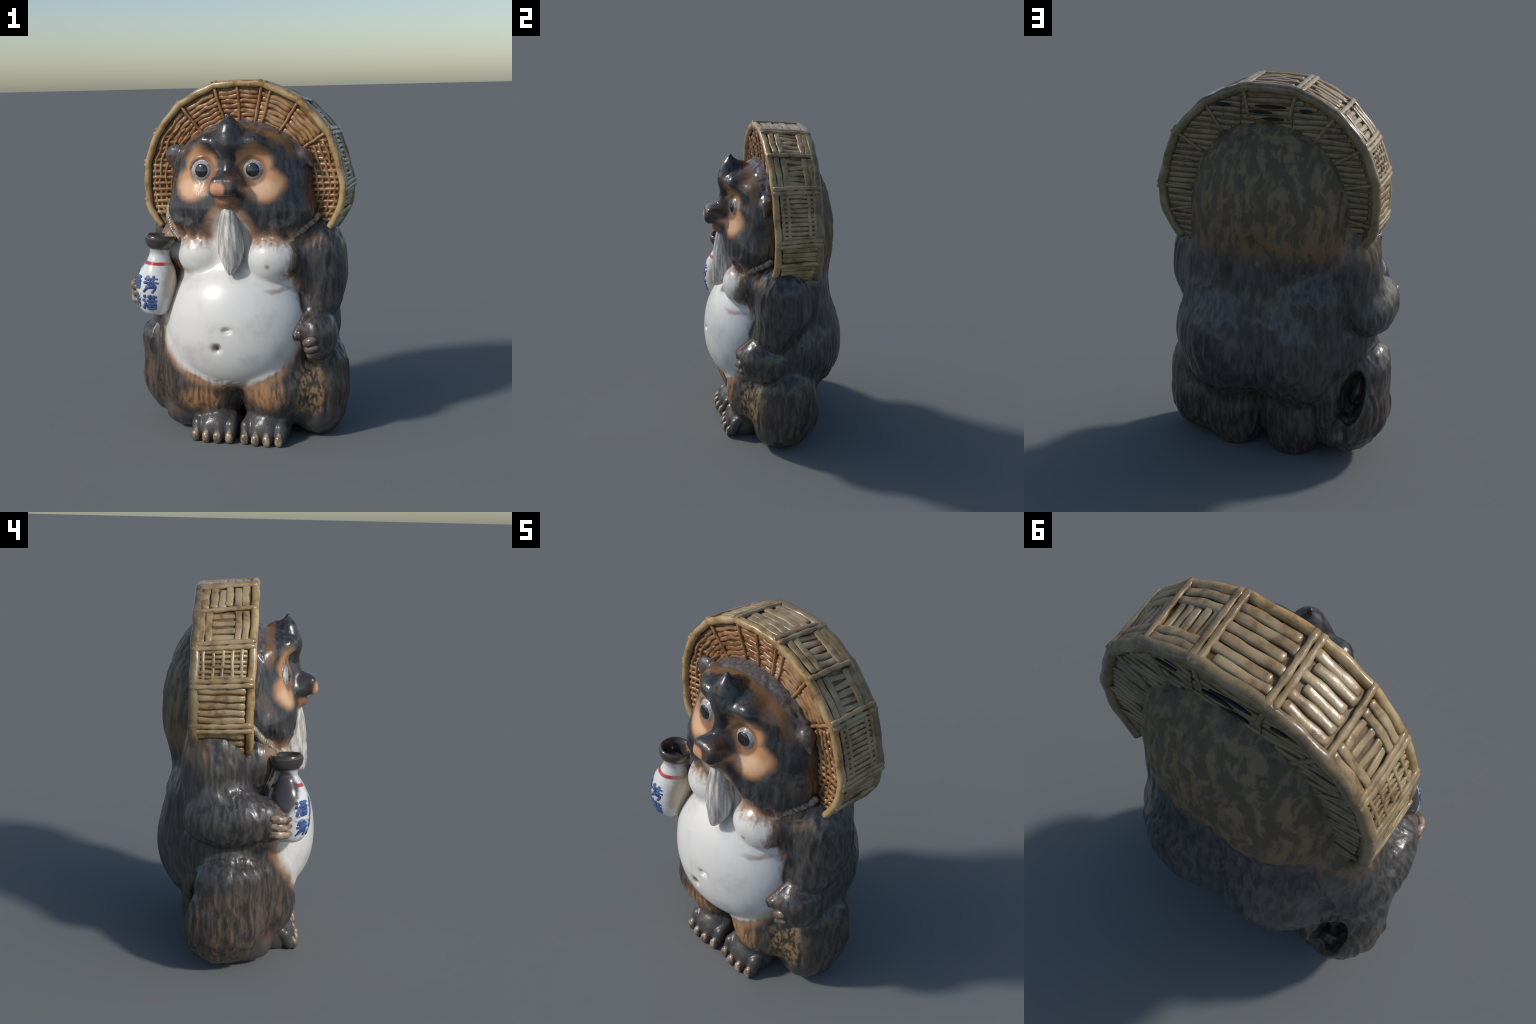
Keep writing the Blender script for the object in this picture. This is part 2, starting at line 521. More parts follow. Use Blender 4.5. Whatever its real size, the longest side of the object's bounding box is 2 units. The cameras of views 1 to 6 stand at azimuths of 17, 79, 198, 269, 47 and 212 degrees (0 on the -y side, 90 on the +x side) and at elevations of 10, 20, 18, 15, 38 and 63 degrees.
    limb = b.ma("MULTIPLY", limb, b.ma("MULTIPLY", b.ramp(thumb, .010, .022), b.ramp(b.ell((.490, -.115, .60), (.112, .165, .15)), 1.0, 1.1)))
    col = b.mix(b.ma("MULTIPLY", b.ramp(v, 1.06, .93), limb), col, white)
    # strands of the jowls painted over the chest
    jst, _ = b.noise((45, 45, 9), 4, vec=b.warp(.03, (16, 16, 16)))
    jn = b.ma("ADD", z, b.ma("MULTIPLY", b.ma("SUBTRACT", jst, .5), .13))
    mid = b.ell((.03, -.30, 1.17), (.15, .2, .19), b.warp(.03, (16, 16, 16)))
    jf = b.ma("MULTIPLY", b.ma("MULTIPLY", b.ramp(jn, 1.08, 1.165), b.ramp(y, -.10, -.18)), b.ramp(mid, .55, .9))
    col = b.mix(jf, col, (.30, .175, .105))
    b.bump(b.ma("MULTIPLY", fine, b.ramp(v, .95, 1.1)), .25, .006)
    return b.done(col, .33, .15)


def mat_head():
    b = NB("glazed_face")
    W = b.warp(.03, (16, 16, 16))
    st, _ = b.noise((45, 45, 9), 4, vec=W)
    big, _ = b.noise((6, 6, 6), 2, (9, 2, 4))
    fine, _ = b.noise((90, 90, 30), 3, vec=W)
    x, y, z = b.sep()[:3]
    col = b.mix(b.ramp(st, .35, .70), (.022, .022, .024), (.062, .062, .066))
    # grey cap and the brown band in front of it
    yw = b.ma("ADD", y, b.ma("MULTIPLY", b.ma("SUBTRACT", st, .5), .03))
    top = b.ramp(z, 1.55, 1.63)
    col = b.mix(b.ma("MULTIPLY", b.ramp(yw, -.14, -.11), top), col, b.mix(b.ramp(st, .35, .65), (.075, .064, .064), (.135, .118, .115)))
    band = b.ma("MULTIPLY", b.ramp(b.ma("ABSOLUTE", b.ma("ADD", yw, .155)), .04, .012), top)
    col = b.mix(b.ma("MULTIPLY", band, .85), col, (.20, .105, .045))
    fore = b.ell((.24, -.18, 1.70), (.15, .09, .09), W)
    col = b.mix(b.ramp(fore, 1.0, .4, 0, .55), col, (.17, .095, .045))
    # sides of the cheeks, brown patches
    sidem = b.ramp(b.ma("ABSOLUTE", b.ma("SUBTRACT", x, XC)), .34, .42)
    col = b.mix(b.ma("MULTIPLY", b.ma("MULTIPLY", sidem, b.ramp(big, .42, .6)), .7), col, (.13, .075, .04))
    # mottled brown hood behind
    col = hood(b, col, st, y, z)
    # rusty fringe under the jowls, then white throat
    jn = b.ma("ADD", z, b.ma("MULTIPLY", b.ma("SUBTRACT", st, .5), .13))
    front = b.ramp(y, -.10, -.18)
    col = b.mix(b.ma("MULTIPLY", b.ramp(jn, 1.235, 1.15), front), col, (.30, .175, .105))
    mid = b.ell((.03, -.30, 1.17), (.15, .2, .19), W)
    col = b.mix(b.ramp(mid, 1.1, .8), col, (.34, .20, .12))
    col = b.mix(b.ma("MULTIPLY", b.ramp(b.ma("MINIMUM", jn, 9.0), 1.165, 1.08), front), col, (.74, .72, .68))
    col = b.mix(b.ramp(mid, .85, .55), col, (.70, .67, .62))
    # orange eye patches
    nsy = b.ma("MULTIPLY", b.ma("SUBTRACT", st, .5), .22)
    for cx, sx in ((-.175, -1), (.20, 1)):
        e1 = b.ell((cx - sx * .035, -.26, 1.545), (.105, .14, .115), W)
        e2 = b.ell((cx + sx * .018, -.26, 1.445), (.115, .16, .092), W)
        e = b.ma("ADD", b.ma("MINIMUM", e1, e2), nsy)
        col = b.mix(b.ramp(e, 1.24, .68), col, (.56, .285, .135))
        col = b.mix(b.ramp(b.ell((cx + sx * .02, -.26, 1.425), (.10, .16, .06), W), 1.1, .4), col, (.70, .44, .27))
        # dark rim round the eye
        r = b.ell((cx + (.050 if sx < 0 else -.045), -.25, 1.517), (.085, .16, .085))
        col = b.mix(b.ramp(r, 1.1, .85, 0, .8), col, (.22, .105, .055))
    # muzzle: dark top, brown sides, orange nose leather and lips
    mz = b.ell((.04, -.33, 1.47), (.10, .10, .10), W)
    col = b.mix(b.ramp(mz, 1.15, .9), col, b.mix(b.ramp(x, .02, .09), (.045, .040, .040), (.085, .052, .036)))
    br = b.ell((.038, -.29, 1.60), (.045, .10, .13), W)
    col = b.mix(b.ramp(br, 1.1, .8), col, (.032, .031, .033))
    lip = b.ell((.036, -.34, 1.365), (.08, .08, .045), W)
    col = b.mix(b.ramp(lip, 1.1, .7), col, (.26, .13, .06))
    tip = b.ell((.002, -.435, 1.425), (.060, .058, .060), W)
    col = b.mix(b.ramp(tip, 1.1, .65), col, (.62, .31, .17))
    b.bump(fine, .22, .006)
    m = b.done(col, b.ramp(y, .08, .18, .28, .55), 0.0, .4)
    b.put(b.bsdf.inputs['Coat Weight'], b.ramp(y, .08, .18, .3, 0.0))
    return m


MAT_FUR = mat_fur()
MAT_HAND = mat_fur(False)
MAT_HEAD = mat_head()


def mat_simple(name, c1, c2, scale=(30, 30, 30), rough=.3, coat=.2, lo=.35, hi=.65, bump=.2):
    b = NB(name)
    f, _ = b.noise(scale, 4)
    if bump:
        b.bump(f, bump, .006)
    return b.done(b.mix(b.ramp(f, lo, hi), c1, c2), rough, coat)


MAT_CLAW = mat_simple("ivory_claw", (.12, .085, .06), (.42, .31, .21), (32, 32, 22))
MAT_EYE_WHITE = mat_simple("eye_white", (.42, .39, .37), (.60, .57, .54), (30, 30, 30), .15, .6, bump=0)
MAT_IRIS = mat_simple("eye_iris", (.24, .235, .235), (.40, .39, .38), (60, 60, 60), .1, .8, bump=0)
MAT_PUPIL = mat_simple("eye_pupil", (.012, .012, .014), (.025, .025, .027), (60, 60, 60), .1, .8, bump=0)
MAT_BEARD = mat_simple("beard_glaze", (.36, .33, .29), (.72, .69, .64), (60, 60, 6), .3, .2)
MAT_ROPE = mat_simple("rope_glaze", (.12, .095, .075), (.36, .29, .21), (30, 30, 30))
MAT_NAIL = mat_simple("black_nail", (.012, .012, .012), (.03, .03, .03))

# ------------------------------------------------------------------ split body
HEADSET = {"head", "muzzle", "forelock", "ear", "ear.001"}
face_lab = np.array([np.bincount(r, minlength=len(NAMES)).argmax() for r in LAB[Q]])
for i, nm in enumerate(NAMES):
    fs = Q[face_lab == i]
    if len(fs) == 0:
        continue
    used = np.unique(fs)
    remap = -np.ones(len(V), np.int64)
    remap[used] = np.arange(len(used))
    me = make_mesh(nm, V[used], remap[fs])
    me.normals_split_custom_set_from_vertices([tuple(map(float, q)) for q in NRM[used]])
    add_object(nm.split(".")[0], me, MAT_HEAD if nm in HEADSET else (MAT_HAND if nm.startswith("hand") else MAT_FUR))


# ------------------------------------------------------------------ sweeps
def sweep(path, up, w, h, seg=8, taper=0.25, power=2.6):
    """rounded bar along a path; w,h are half sizes (scalars or lists) across and along 'up'"""
    path = np.array(path, float)
    n = len(path)
    up = np.array(up, float)
    if up.ndim == 1:
        up = np.tile(up, (n, 1))
    w = np.broadcast_to(np.array(w, float), (n,)).copy()
    h = np.broadcast_to(np.array(h, float), (n,)).copy()
    tan = np.gradient(path, axis=0)
    tan /= np.linalg.norm(tan, axis=1, keepdims=True) + 1e-12
    side = np.cross(tan, up)
    side /= np.linalg.norm(side, axis=1, keepdims=True) + 1e-12
    up2 = np.cross(side, tan)
    vs, fs = [], []
    a = (np.arange(seg) + .5) / seg * 2 * math.pi
    ca, sa = np.cos(a), np.sin(a)
    ca = np.sign(ca) * np.abs(ca) ** (2 / power)
    sa = np.sign(sa) * np.abs(sa) ** (2 / power)
    for i in range(n):
        for j in range(seg):
            vs.append(path[i] + side[i] * w[i] * ca[j] + up2[i] * h[i] * sa[j])
    for i in range(n - 1):
        for j in range(seg):
            k = (j + 1) % seg
            fs.append((i * seg + j, i * seg + k, (i + 1) * seg + k, (i + 1) * seg + j))
    for end, rev in ((0, True), (n - 1, False)):
        vs.append(path[end] + (tan[end] * (taper * w[end]) * (-1 if end == 0 else 1)))
        c = len(vs) - 1
        for j in range(seg):
            k = (j + 1) % seg
            f = (end * seg + k, end * seg + j, c)
            fs.append(f if end == 0 else f[::-1])
    return vs, fs


def bar(name, path, up, w, h, mat, parent=None, **kw):
    v, f = sweep(path, up, w, h, **kw)
    return add_object(name, make_mesh(name, v, f), mat, parent)


def sphere_mesh(name, c, r, nu=24, nv=14, axis=None):
    vs, fs = [], []
    for i in range(nv + 1):
        t = math.pi * i / nv
        for j in range(nu):
            p = 2 * math.pi * j / nu
            vs.append((c[0] + r[0] * math.sin(t) * math.cos(p), c[1] + r[1] * math.sin(t) * math.sin(p), c[2] + r[2] * math.cos(t)))
    for i in range(nv):
        for j in range(nu):
            k = (j + 1) % nu
            fs.append((i * nu + j, (i + 1) * nu + j, (i + 1) * nu + k, i * nu + k))
    return make_mesh(name, vs, fs)


def merge(parts):
    V, F = [], []
    for v, f in parts:
        o = len(V)
        V += list(v)
        F += [tuple(i + o for i in q) for q in f]
    return V, F


# ------------------------------------------------------------------ eyes
def eye(c, look):
    look = Vector(look).normalized()
    c = Vector(c)
    R = .084
    u = look.cross(Vector((0, 0, 1))).normalized()
    w = u.cross(look)
    white = add_object("eye", sphere_mesh("eye", c, (R, R, R), 32, 20), MAT_EYE_WHITE)

    def disc(nm, rad, lift, mat):
        vs, fs = [], []
        rings, seg = 6, 32
        for i in range(rings + 1):
            rr = rad * i / rings
            for j in range(seg):
                a = 2 * math.pi * j / seg
                hgt = math.sqrt(max((R + lift) ** 2 - rr * rr, 0)) - (0.004 * (i == rings))
                vs.append(c + look * hgt + u * (rr * math.cos(a)) + w * (rr * math.sin(a)))
        for i in range(rings):
            for j in range(seg):
                k = (j + 1) % seg
                fs.append((i * seg + j, (i + 1) * seg + j, (i + 1) * seg + k, i * seg + k))
        add_object(nm, make_mesh(nm, vs, fs), mat, white)
    disc("iris", .060, .0015, MAT_IRIS)
    disc("pupil", .041, .0030, MAT_PUPIL)
    pts = []
    for j in range(33):
        a = 2 * math.pi * j / 32
        pts.append(c + look * (.038 + .010 * max(0, math.sin(a))) + u * (.077 * math.cos(a)) + w * (.074 * math.sin(a)))
    wd = [.009 + .007 * max(0, math.sin(2 * math.pi * j / 32)) for j in range(33)]
    bar("eyelid", pts, look, wd, [q * 1.15 for q in wd], MAT_LID, white, taper=0)


MAT_LID = mat_simple("eyelid_glaze", (.14, .075, .045), (.34, .20, .12), (30, 30, 30))
eye((.155, -.184, 1.517), (.12, -1, .10))
eye((-.123, -.179, 1.512), (-.06, -1, .10))

# ------------------------------------------------------------------ beard
def beard():
    # stations: z, x left, x right, y front, y back
    st = [(1.335, .005, .065, -.335, -.27), (1.28, -.008, .080, -.352, -.25), (1.22, -.020, .098, -.362, -.24), (1.15, -.030, .113, -.370, -.235),
          (1.09, -.026, .116, -.374, -.235), (1.04, -.005, .108, -.376, -.25), (1.00, .015, .090, -.374, -.28), (.972, .034, .066, -.366, -.32)]
    seg = 40
    vs, fs = [], []
    zz = np.array([s[0] for s in st])[::-1]
    rows = 36
    for i in range(rows):
        z = st[0][0] + (st[-1][0] - st[0][0]) * i / (rows - 1)
        g = [np.interp(z, zz, np.array([s[k] for s in st])[::-1]) for k in range(1, 5)]
        cx, hw = (g[0] + g[1]) / 2, (g[1] - g[0]) / 2
        cy, hd = (g[2] + g[3]) / 2, (g[3] - g[2]) / 2
        for j in range(seg):
            a = 2 * math.pi * j / seg
            ridge = 1 + .05 * math.sin(9 * a + 2.2 * math.sin(z * 17)) * (1 if i < rows - 1 else 0) + .025 * math.sin(17 * a + z * 30)
            vs.append((cx + hw * math.cos(a) * ridge, cy + hd * math.sin(a) * ridge, z))
    for i in range(rows - 1):
        for j in range(seg):
            k = (j + 1) % seg
            fs.append((i * seg + j, (i + 1) * seg + j, (i + 1) * seg + k, i * seg + k))
    fs.append(tuple(range(seg))[::-1][::-1])
    vs.append((.05, -.352, .962))
    o = (rows - 1) * seg
    for j in range(seg):
        fs.append((o + j, len(vs) - 1, o + (j + 1) % seg))
    add_object("beard", make_mesh("beard", vs, fs), MAT_BEARD)


beard()

MAT_FINGER = mat_simple("finger_glaze", (.06, .05, .045), (.20, .145, .105), (18, 18, 18))

# ------------------------------------------------------------------ claws and fingers
for s, cx in ((1, .198), (-1, -.087)):
    for i in range(4):
        tx = cx + (i - 1.5) * .066
        fy = -.307 + .012 * abs(i - 1.5)
        fy += -.004 if s > 0 else -.012
        bar("toe_claw", [(tx, fy - .012, .068), (tx, fy - .027, .048), (tx, fy - .032, .026), (tx, fy - .026, .004)], (0, -1, .3),
            [.010, .021, .024, .017], [.006, .014, .013, .010], MAT_CLAW)
# fingers of the clenched hand
for i, (z, x, y) in enumerate(((.590, .462, -.248), (.548, .468, -.240), (.510, .475, -.215))):
    bar("finger", [(x + .05, y + .05, z + .03), (x + .02, y - .01, z + .012), (x - .012, y - .022, z), (x - .03, y + .01, z - .008)], (0, -1, .4),
        [.022, .026, .025, .018], [.020, .024, .024, .016], MAT_FINGER)
bar("thumb_nail", [(.395, -.258, .635), (.390, -.268, .62), (.392, -.270, .60)], (0, -1, .2), [.012, .015, .010], [.008, .012, .008], MAT_NAIL)
# fingers round the flask
for i, z in enumerate((.862, .826, .785)):
    bar("finger", [(-.572, -.165, z + .012), (-.573, -.210, z + .006), (-.555, -.248, z), (-.518, -.272, z - .003)], (-1, -.4, .2),
        [.021, .021, .019, .011], [.020, .020, .018, .011], MAT_CLAW)

# ------------------------------------------------------------------ twisted cord under the hat
def cord(pts, r=.017, turns=9):
    pts = np.array(pts, float)
    t = np.linspace(0, 1, len(pts))
    n = 90
    tt = np.linspace(0, 1, n)
    path = np.stack([np.interp(tt, t, pts[:, k]) for k in range(3)], -1)
    for _ in range(8):
        path[1:-1] = (path[:-2] + 2 * path[1:-1] + path[2:]) / 4
    tan = np.gradient(path, axis=0)
    tan /= np.linalg.norm(tan, axis=1, keepdims=True)
    u = np.cross(tan, (0, -1, .3))
    u /= np.linalg.norm(u, axis=1, keepdims=True)
    w = np.cross(tan, u)
    parts = []
    for ph in (0, math.pi):
        a = tt * turns * 2 * math.pi + ph
        q = path + (u * np.cos(a)[:, None] + w * np.sin(a)[:, None]) * r * .55
        parts.append(sweep(q, (0, -1, .31), r * .72, r * .72, seg=8))
    v, f = merge(parts)
    add_object("chin_cord", make_mesh("chin_cord", v, f), MAT_ROPE)


cord([(.475, -.07, 1.26), (.455, -.105, 1.235), (.40, -.165, 1.185), (.333, -.21, 1.145), (.26, -.245, 1.125)])
cord([(-.395, -.06, 1.30), (-.385, -.10, 1.25), (-.345, -.16, 1.18), (-.28, -.21, 1.13)])

# ------------------------------------------------------------------ flask
FA = Vector((-.428, -.272, .715))
FB = Vector((-.386, -.242, 1.160))
FAX = (FB - FA).normalized()
FL = (FB - FA).length
FU = FAX.cross(Vector((0, 1, 0))).normalized()      # roughly +/-x
FW = FAX.cross(FU).normalized()
PROF = [(0, .0), (0, .055), (.008, .068), (.03, .085), (.08, .104), (.14, .112), (.20, .110), (.25, .099), (.285, .082), (.31, .067),
        (.33, .058), (.35, .056), (.365, .058), (.378, .068), (.392, .080), (.408, .085), (.424, .088), (.440, .086), (.448, .078),
        (.440, .070), (.415, .060), (.38, .045), (.35, .040), (.30, .0)]


def prof_r(h):
    return float(np.interp(h, [p[0] for p in PROF[1:18]], [p[1] for p in PROF[1:18]]))


def mat_flask():
    b = NB("flask_glaze")
    nd = b.n("ShaderNodeVectorMath", operation="DOT_PRODUCT")
    b.put(nd.inputs[0], b.vm("SUBTRACT", b.P, tuple(FA)))
    nd.inputs[1].default_value = tuple(FAX)
    h = nd.outputs["Value"]
    f, _ = b.noise((9, 9, 9), 3)
    h2 = b.ma("ADD", h, b.ma("MULTIPLY", b.ma("SUBTRACT", f, .5), .02))
    col = b.mix(b.ramp(f, .4, .7), (.72, .72, .70), (.60, .60, .57))
    col = b.mix(b.ma("MULTIPLY", b.ramp(h2, .33, .35), .7), col, (.40, .39, .36))
    col = b.mix(b.ramp(b.ma("ABSOLUTE", b.ma("SUBTRACT", h2, .292)), .012, .006), col, (.45, .045, .04))
    col = b.mix(b.ramp(h2, .362, .376), col, (.055, .048, .043))
    col = b.mix(b.ramp(b.ell((-.30, -.26, .90), (.06, .16, .22), b.warp(.05)), 1.1, .6, 0, .75), col, (.50, .37, .25))
    col = b.mix(b.ramp(b.ell((-.50, -.235, 1.00), (.10, .085, .14), b.warp(.04)), 1.05, .75), col, (.050, .047, .045))
    blu, _ = b.noise((16, 16, 30), 2, (3, 3, 3))
    m = b.ma("MULTIPLY", b.ramp(b.ell((-.50, -.30, .83), (.08, .08, .13)), 1.0, .7), b.ramp(blu, .52, .60))
    col = b.mix(b.ma("MULTIPLY", m, .8), col, (.07, .13, .33))
    return b.done(col, .18, .4)


def flask():
    seg = 40
    vs, fs = [], []
    for h, r in PROF:
        for j in range(seg):
            a = 2 * math.pi * j / seg
            rr = r * (1 + .02 * math.sin(3 * a + h * 9))
            vs.append(FA + FAX * h + FU * (rr * math.cos(a)) + FW * (rr * math.sin(a)))
    for i in range(len(PROF) - 1):
        for j in range(seg):
            k = (j + 1) % seg
            fs.append((i * seg + j, (i + 1) * seg + j, (i + 1) * seg + k, i * seg + k))
    return add_object("flask", make_mesh("flask", vs, fs), mat_flask())


FLASK = flask()
MAT_INK = mat_simple("blue_glaze", (.025, .05, .17), (.08, .14, .34), (40, 40, 40), .2, .4, bump=0)


def brush_sign(name, cx_ang, h0, size, strokes):
    """brush strokes laid on the flask; stroke points in a unit square"""
    parts = []
    for pts in strokes:
        P, up, wd = [], [], []
        n = 9
        pts = np.array(pts, float)
        t = np.linspace(0, 1, len(pts))
        for i, tt in enumerate(np.linspace(0, 1, n)):
            u = np.interp(tt, t, pts[:, 0])
            v = np.interp(tt, t, pts[:, 1])
            h = h0 + v * size
            r = prof_r(h)
            a = cx_ang + u * size / max(r, .05)
            d = FU * math.cos(a) + FW * math.sin(a)
            P.append(FA + FAX * h + d * (r + .0005))
            up.append(d)
            wd.append(.0090 * (1.15 - .75 * abs(tt - .35)))
        parts.append(sweep(P, up, wd, .0026, seg=8))
    v, f = merge(parts)
    add_object(name, make_mesh(name, v, f), MAT_INK, FLASK)


def ang_of(d):
    d = Vector(d)
    return math.atan2(d.dot(FW), d.dot(FU))


def flip_sign():
    # does increasing angle run to the viewer's right, seen from outside in front?
    a = ang_of((0, -1, 0))
    p = FU * math.cos(a + .1) + FW * math.sin(a + .1)
    return 1 if p.x > (FU * math.cos(a) + FW * math.sin(a)).x else -1


SG = flip_sign()


def signs():
    top = [[(-.8, .55), (.75, .62)], [(-.45, .95), (-.40, .30)], [(.25, 1.0), (.30, .35)], [(-.9, .12), (0, .2), (.9, .18)], [(-.05, .5), (-.3, -.3), (-.85, -.95)],
           [(-.2, -.15), (.55, -.12), (.5, -.6), (.2, -.95)], [(-.6, -.35), (.7, -.3)]]
    low = [[(-.85, .9), (-.6, .6)], [(-.95, .35), (-.65, .1)], [(-.9, -.9), (-.7, -.4), (-.5, .0)], [(-.3, .75), (.9, .8)], [(.0, 1.0), (.0, .3)], [(.5, 1.0), (.5, .3)],
           [(-.4, .25), (.95, .3)], [(-.2, -.1), (.75, -.05), (.75, -.75)], [(-.2, -.1), (-.2, -.8), (.8, -.75)], [(-.15, -.42), (.7, -.38)]]
    fix = lambda S: [[(u * SG, v) for u, v in s] for s in S]
    a0 = ang_of((.05, -1, 0))
    brush_sign("painted_sign", a0, .180, .049, fix(top))
    brush_sign("painted_sign", a0, .076, .044, fix(low))
    a1 = ang_of((-.95, -.75, 0))
    brush_sign("painted_sign", a1, .180, .040, fix(low))
    brush_sign("painted_sign", a1, .080, .040, fix(top))


signs()

# ------------------------------------------------------------------ hat
HZ, HR = 1.418, .587
HXC = .042
YF, YB = -.076, .224                              # nominal planes of the two rims
RIBS = [-33, -14, 0, 31, 54, 77, 105, 128, 149, 168, 190, 207]


def facet(a):
    """slightly polygonal outline: corners at the ribs"""
    for i in range(len(RIBS) - 1):
        if RIBS[i] <= a <= RIBS[i + 1]:
            half = math.radians(RIBS[i + 1] - RIBS[i]) / 2
            mid = math.radians(RIBS[i] + RIBS[i + 1]) / 2
            f = math.cos(half) / math.cos(math.radians(a) - mid)
            return .45 + .55 * f
    return 1.0


def hp(a, y, r):
    """point of the drum: angle, nominal depth, radius; the drum is a little narrower on one side"""
    ta = math.radians(a)
    k = facet(a)
    if a < -5:
        r = r - .05 * ((-5 - a) / 28) ** 1.5
    if a > 195:
        r = r - .03 * ((a - 195) / 12)
    t = (y - YF) / (YB - YF)
    zz = -.026 * t                                # the hat leans back a little
    yf = YF + .020 * (1 - max(0, math.sin(ta)))
    yb = YB - (.030 * max(0, math.cos(ta)) + .010 * max(0, math.sin(ta))) * min(1.0, r / HR)
    return np.array((HXC + r * k * math.cos(ta), yf + (yb - yf) * t, HZ + r * k * math.sin(ta) + zz * max(0, math.sin(ta))))


def radial(a):
    ta = math.radians(a)
    return np.array((math.cos(ta), 0, math.sin(ta)))


def mat_straw(name, c_dark, c_mid, c_light):
    b = NB(name)
    oi = b.n("ShaderNodeObjectInfo").outputs["Random"]
    f, _ = b.noise((30, 30, 30), 4)
    g, _ = b.noise((7, 7, 7), 2, (4, 1, 2))
    col = b.mix(b.ramp(f, .35, .62), c_dark, c_mid)
    col = b.mix(b.ma("MULTIPLY", b.ramp(g, .42, .62), .8), col, c_light)
    col = b.mix(b.ma("MULTIPLY", oi, .25), col, c_dark)
    b.bump(f, .35, .006)
    return b.done(col, .32, .2)


MAT_BAND = mat_straw("straw_band", (.19, .120, .056), (.36, .240, .115), (.48, .36, .20))
MAT_RIM = mat_straw("straw_rim", (.26, .145, .052), (.46, .295, .115), (.54, .39, .20))
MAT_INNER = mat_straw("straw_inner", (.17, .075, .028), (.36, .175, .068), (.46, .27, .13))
MAT_BACKS = mat_straw("straw_back", (.13, .092, .050), (.22, .158, .080), (.27, .20, .105))
MAT_HOLLOW = mat_simple("straw_shadow", (.13, .078, .037), (.23, .145, .070), (20, 20, 20), .5, 0)


def hat_shell():
    """the drum under the weave: band, front funnel, back plate"""
    A = np.linspace(RIBS[0], RIBS[-1], 160)
    prof = [(YB - .006, .33), (YB - .006, HR - .03), (YB - .03, HR - .008), (YF + .03, HR - .008), (YF + .012, HR - .035), (YF + .026, .45), (YF + .040, .30)]
    vs, fs = [], []
    for a in A:
        for y, r in prof:
            vs.append(hp(a, y, r))
    m = len(prof)
    for i in range(len(A) - 1):
        for j in range(m - 1):
            fs.append((i * m + j, i * m + j + 1, (i + 1) * m + j + 1, (i + 1) * m + j))
    for i0 in (0, len(A) - 1):
        f = tuple(i0 * m + j for j in range(m))
        fs.append(f if i0 == 0 else f[::-1])
    me = make_mesh("hat", vs, fs, False)
    return add_object("hat", me, MAT_HOLLOW)


HAT = hat_shell()


def jit(s):
    return random.uniform(-s, s)


# rims front and back
for y, rr in ((YF, .020), (YB - .006, .025)):
    A = np.linspace(RIBS[0] + 3, RIBS[-1] - 1, 170)
    path = [hp(a, y + .002 * math.sin(a * .31), HR - .014 + .0015 * math.sin(a * .5)) for a in A]
    ups = [radial(a) for a in A]
    wd = [rr * (1 + .05 * math.sin(a * .4)) for a in A]
    bar("hat_rim", path, ups, [w * 1.05 for w in wd], wd, MAT_RIM if y < 0 else MAT_BACKS, HAT, seg=10, power=2.2)

# ribs across the band, with knots that stand proud at the rims
for a in RIBS[1:-1]:
    big = a in (31, 0)
    for off in ((0,) if random.random() < .5 else (-1.3, 1.3)):
        ys = np.linspace(YF - .012, YB + .012, 12)
        path = [hp(a + off + .5 * math.sin(9 * y), y, HR + .001 + .003 * math.sin(30 * y)) for y in ys]
        wd = [.0135 * (1 + .2 * math.sin(i * 2.1)) for i in range(12)]
        bar("hat_rib", path, radial(a), wd, [.011 + (.005 if (big and i > 9) else 0) + .003 * math.sin(i) for i in range(12)], MAT_BAND, HAT)


def circ_slat(a0, a1, y, r, w, h, mat, wave=.002):
    A = np.linspace(a0, a1, 12)
    ph = random.uniform(0, 6)
    path = [hp(a, y + wave * math.sin(a * .35 + ph), r + wave * .7 * math.sin(a * .5 + ph)) for a in A]
    bar("hat_slat", path, [radial(a) for a in A], [w * (1 + .08 * math.sin(a * .6 + ph)) for a in A], h, mat, HAT, taper=.4, power=4)


def axial_slat(a, y0, y1, r, w, h, mat):
    ph = random.uniform(0, 6)
    ys = np.linspace(y0, y1, 8)
    path = [hp(a + .25 * math.sin(y * 25 + ph), y, r + .003 * math.sin(y * 30 + ph)) for y in ys]
    bar("hat_slat", path, radial(a), [w * (1 + .10 * math.sin(y * 40 + ph)) for y in ys], h, mat, HAT, taper=.4, power=4)


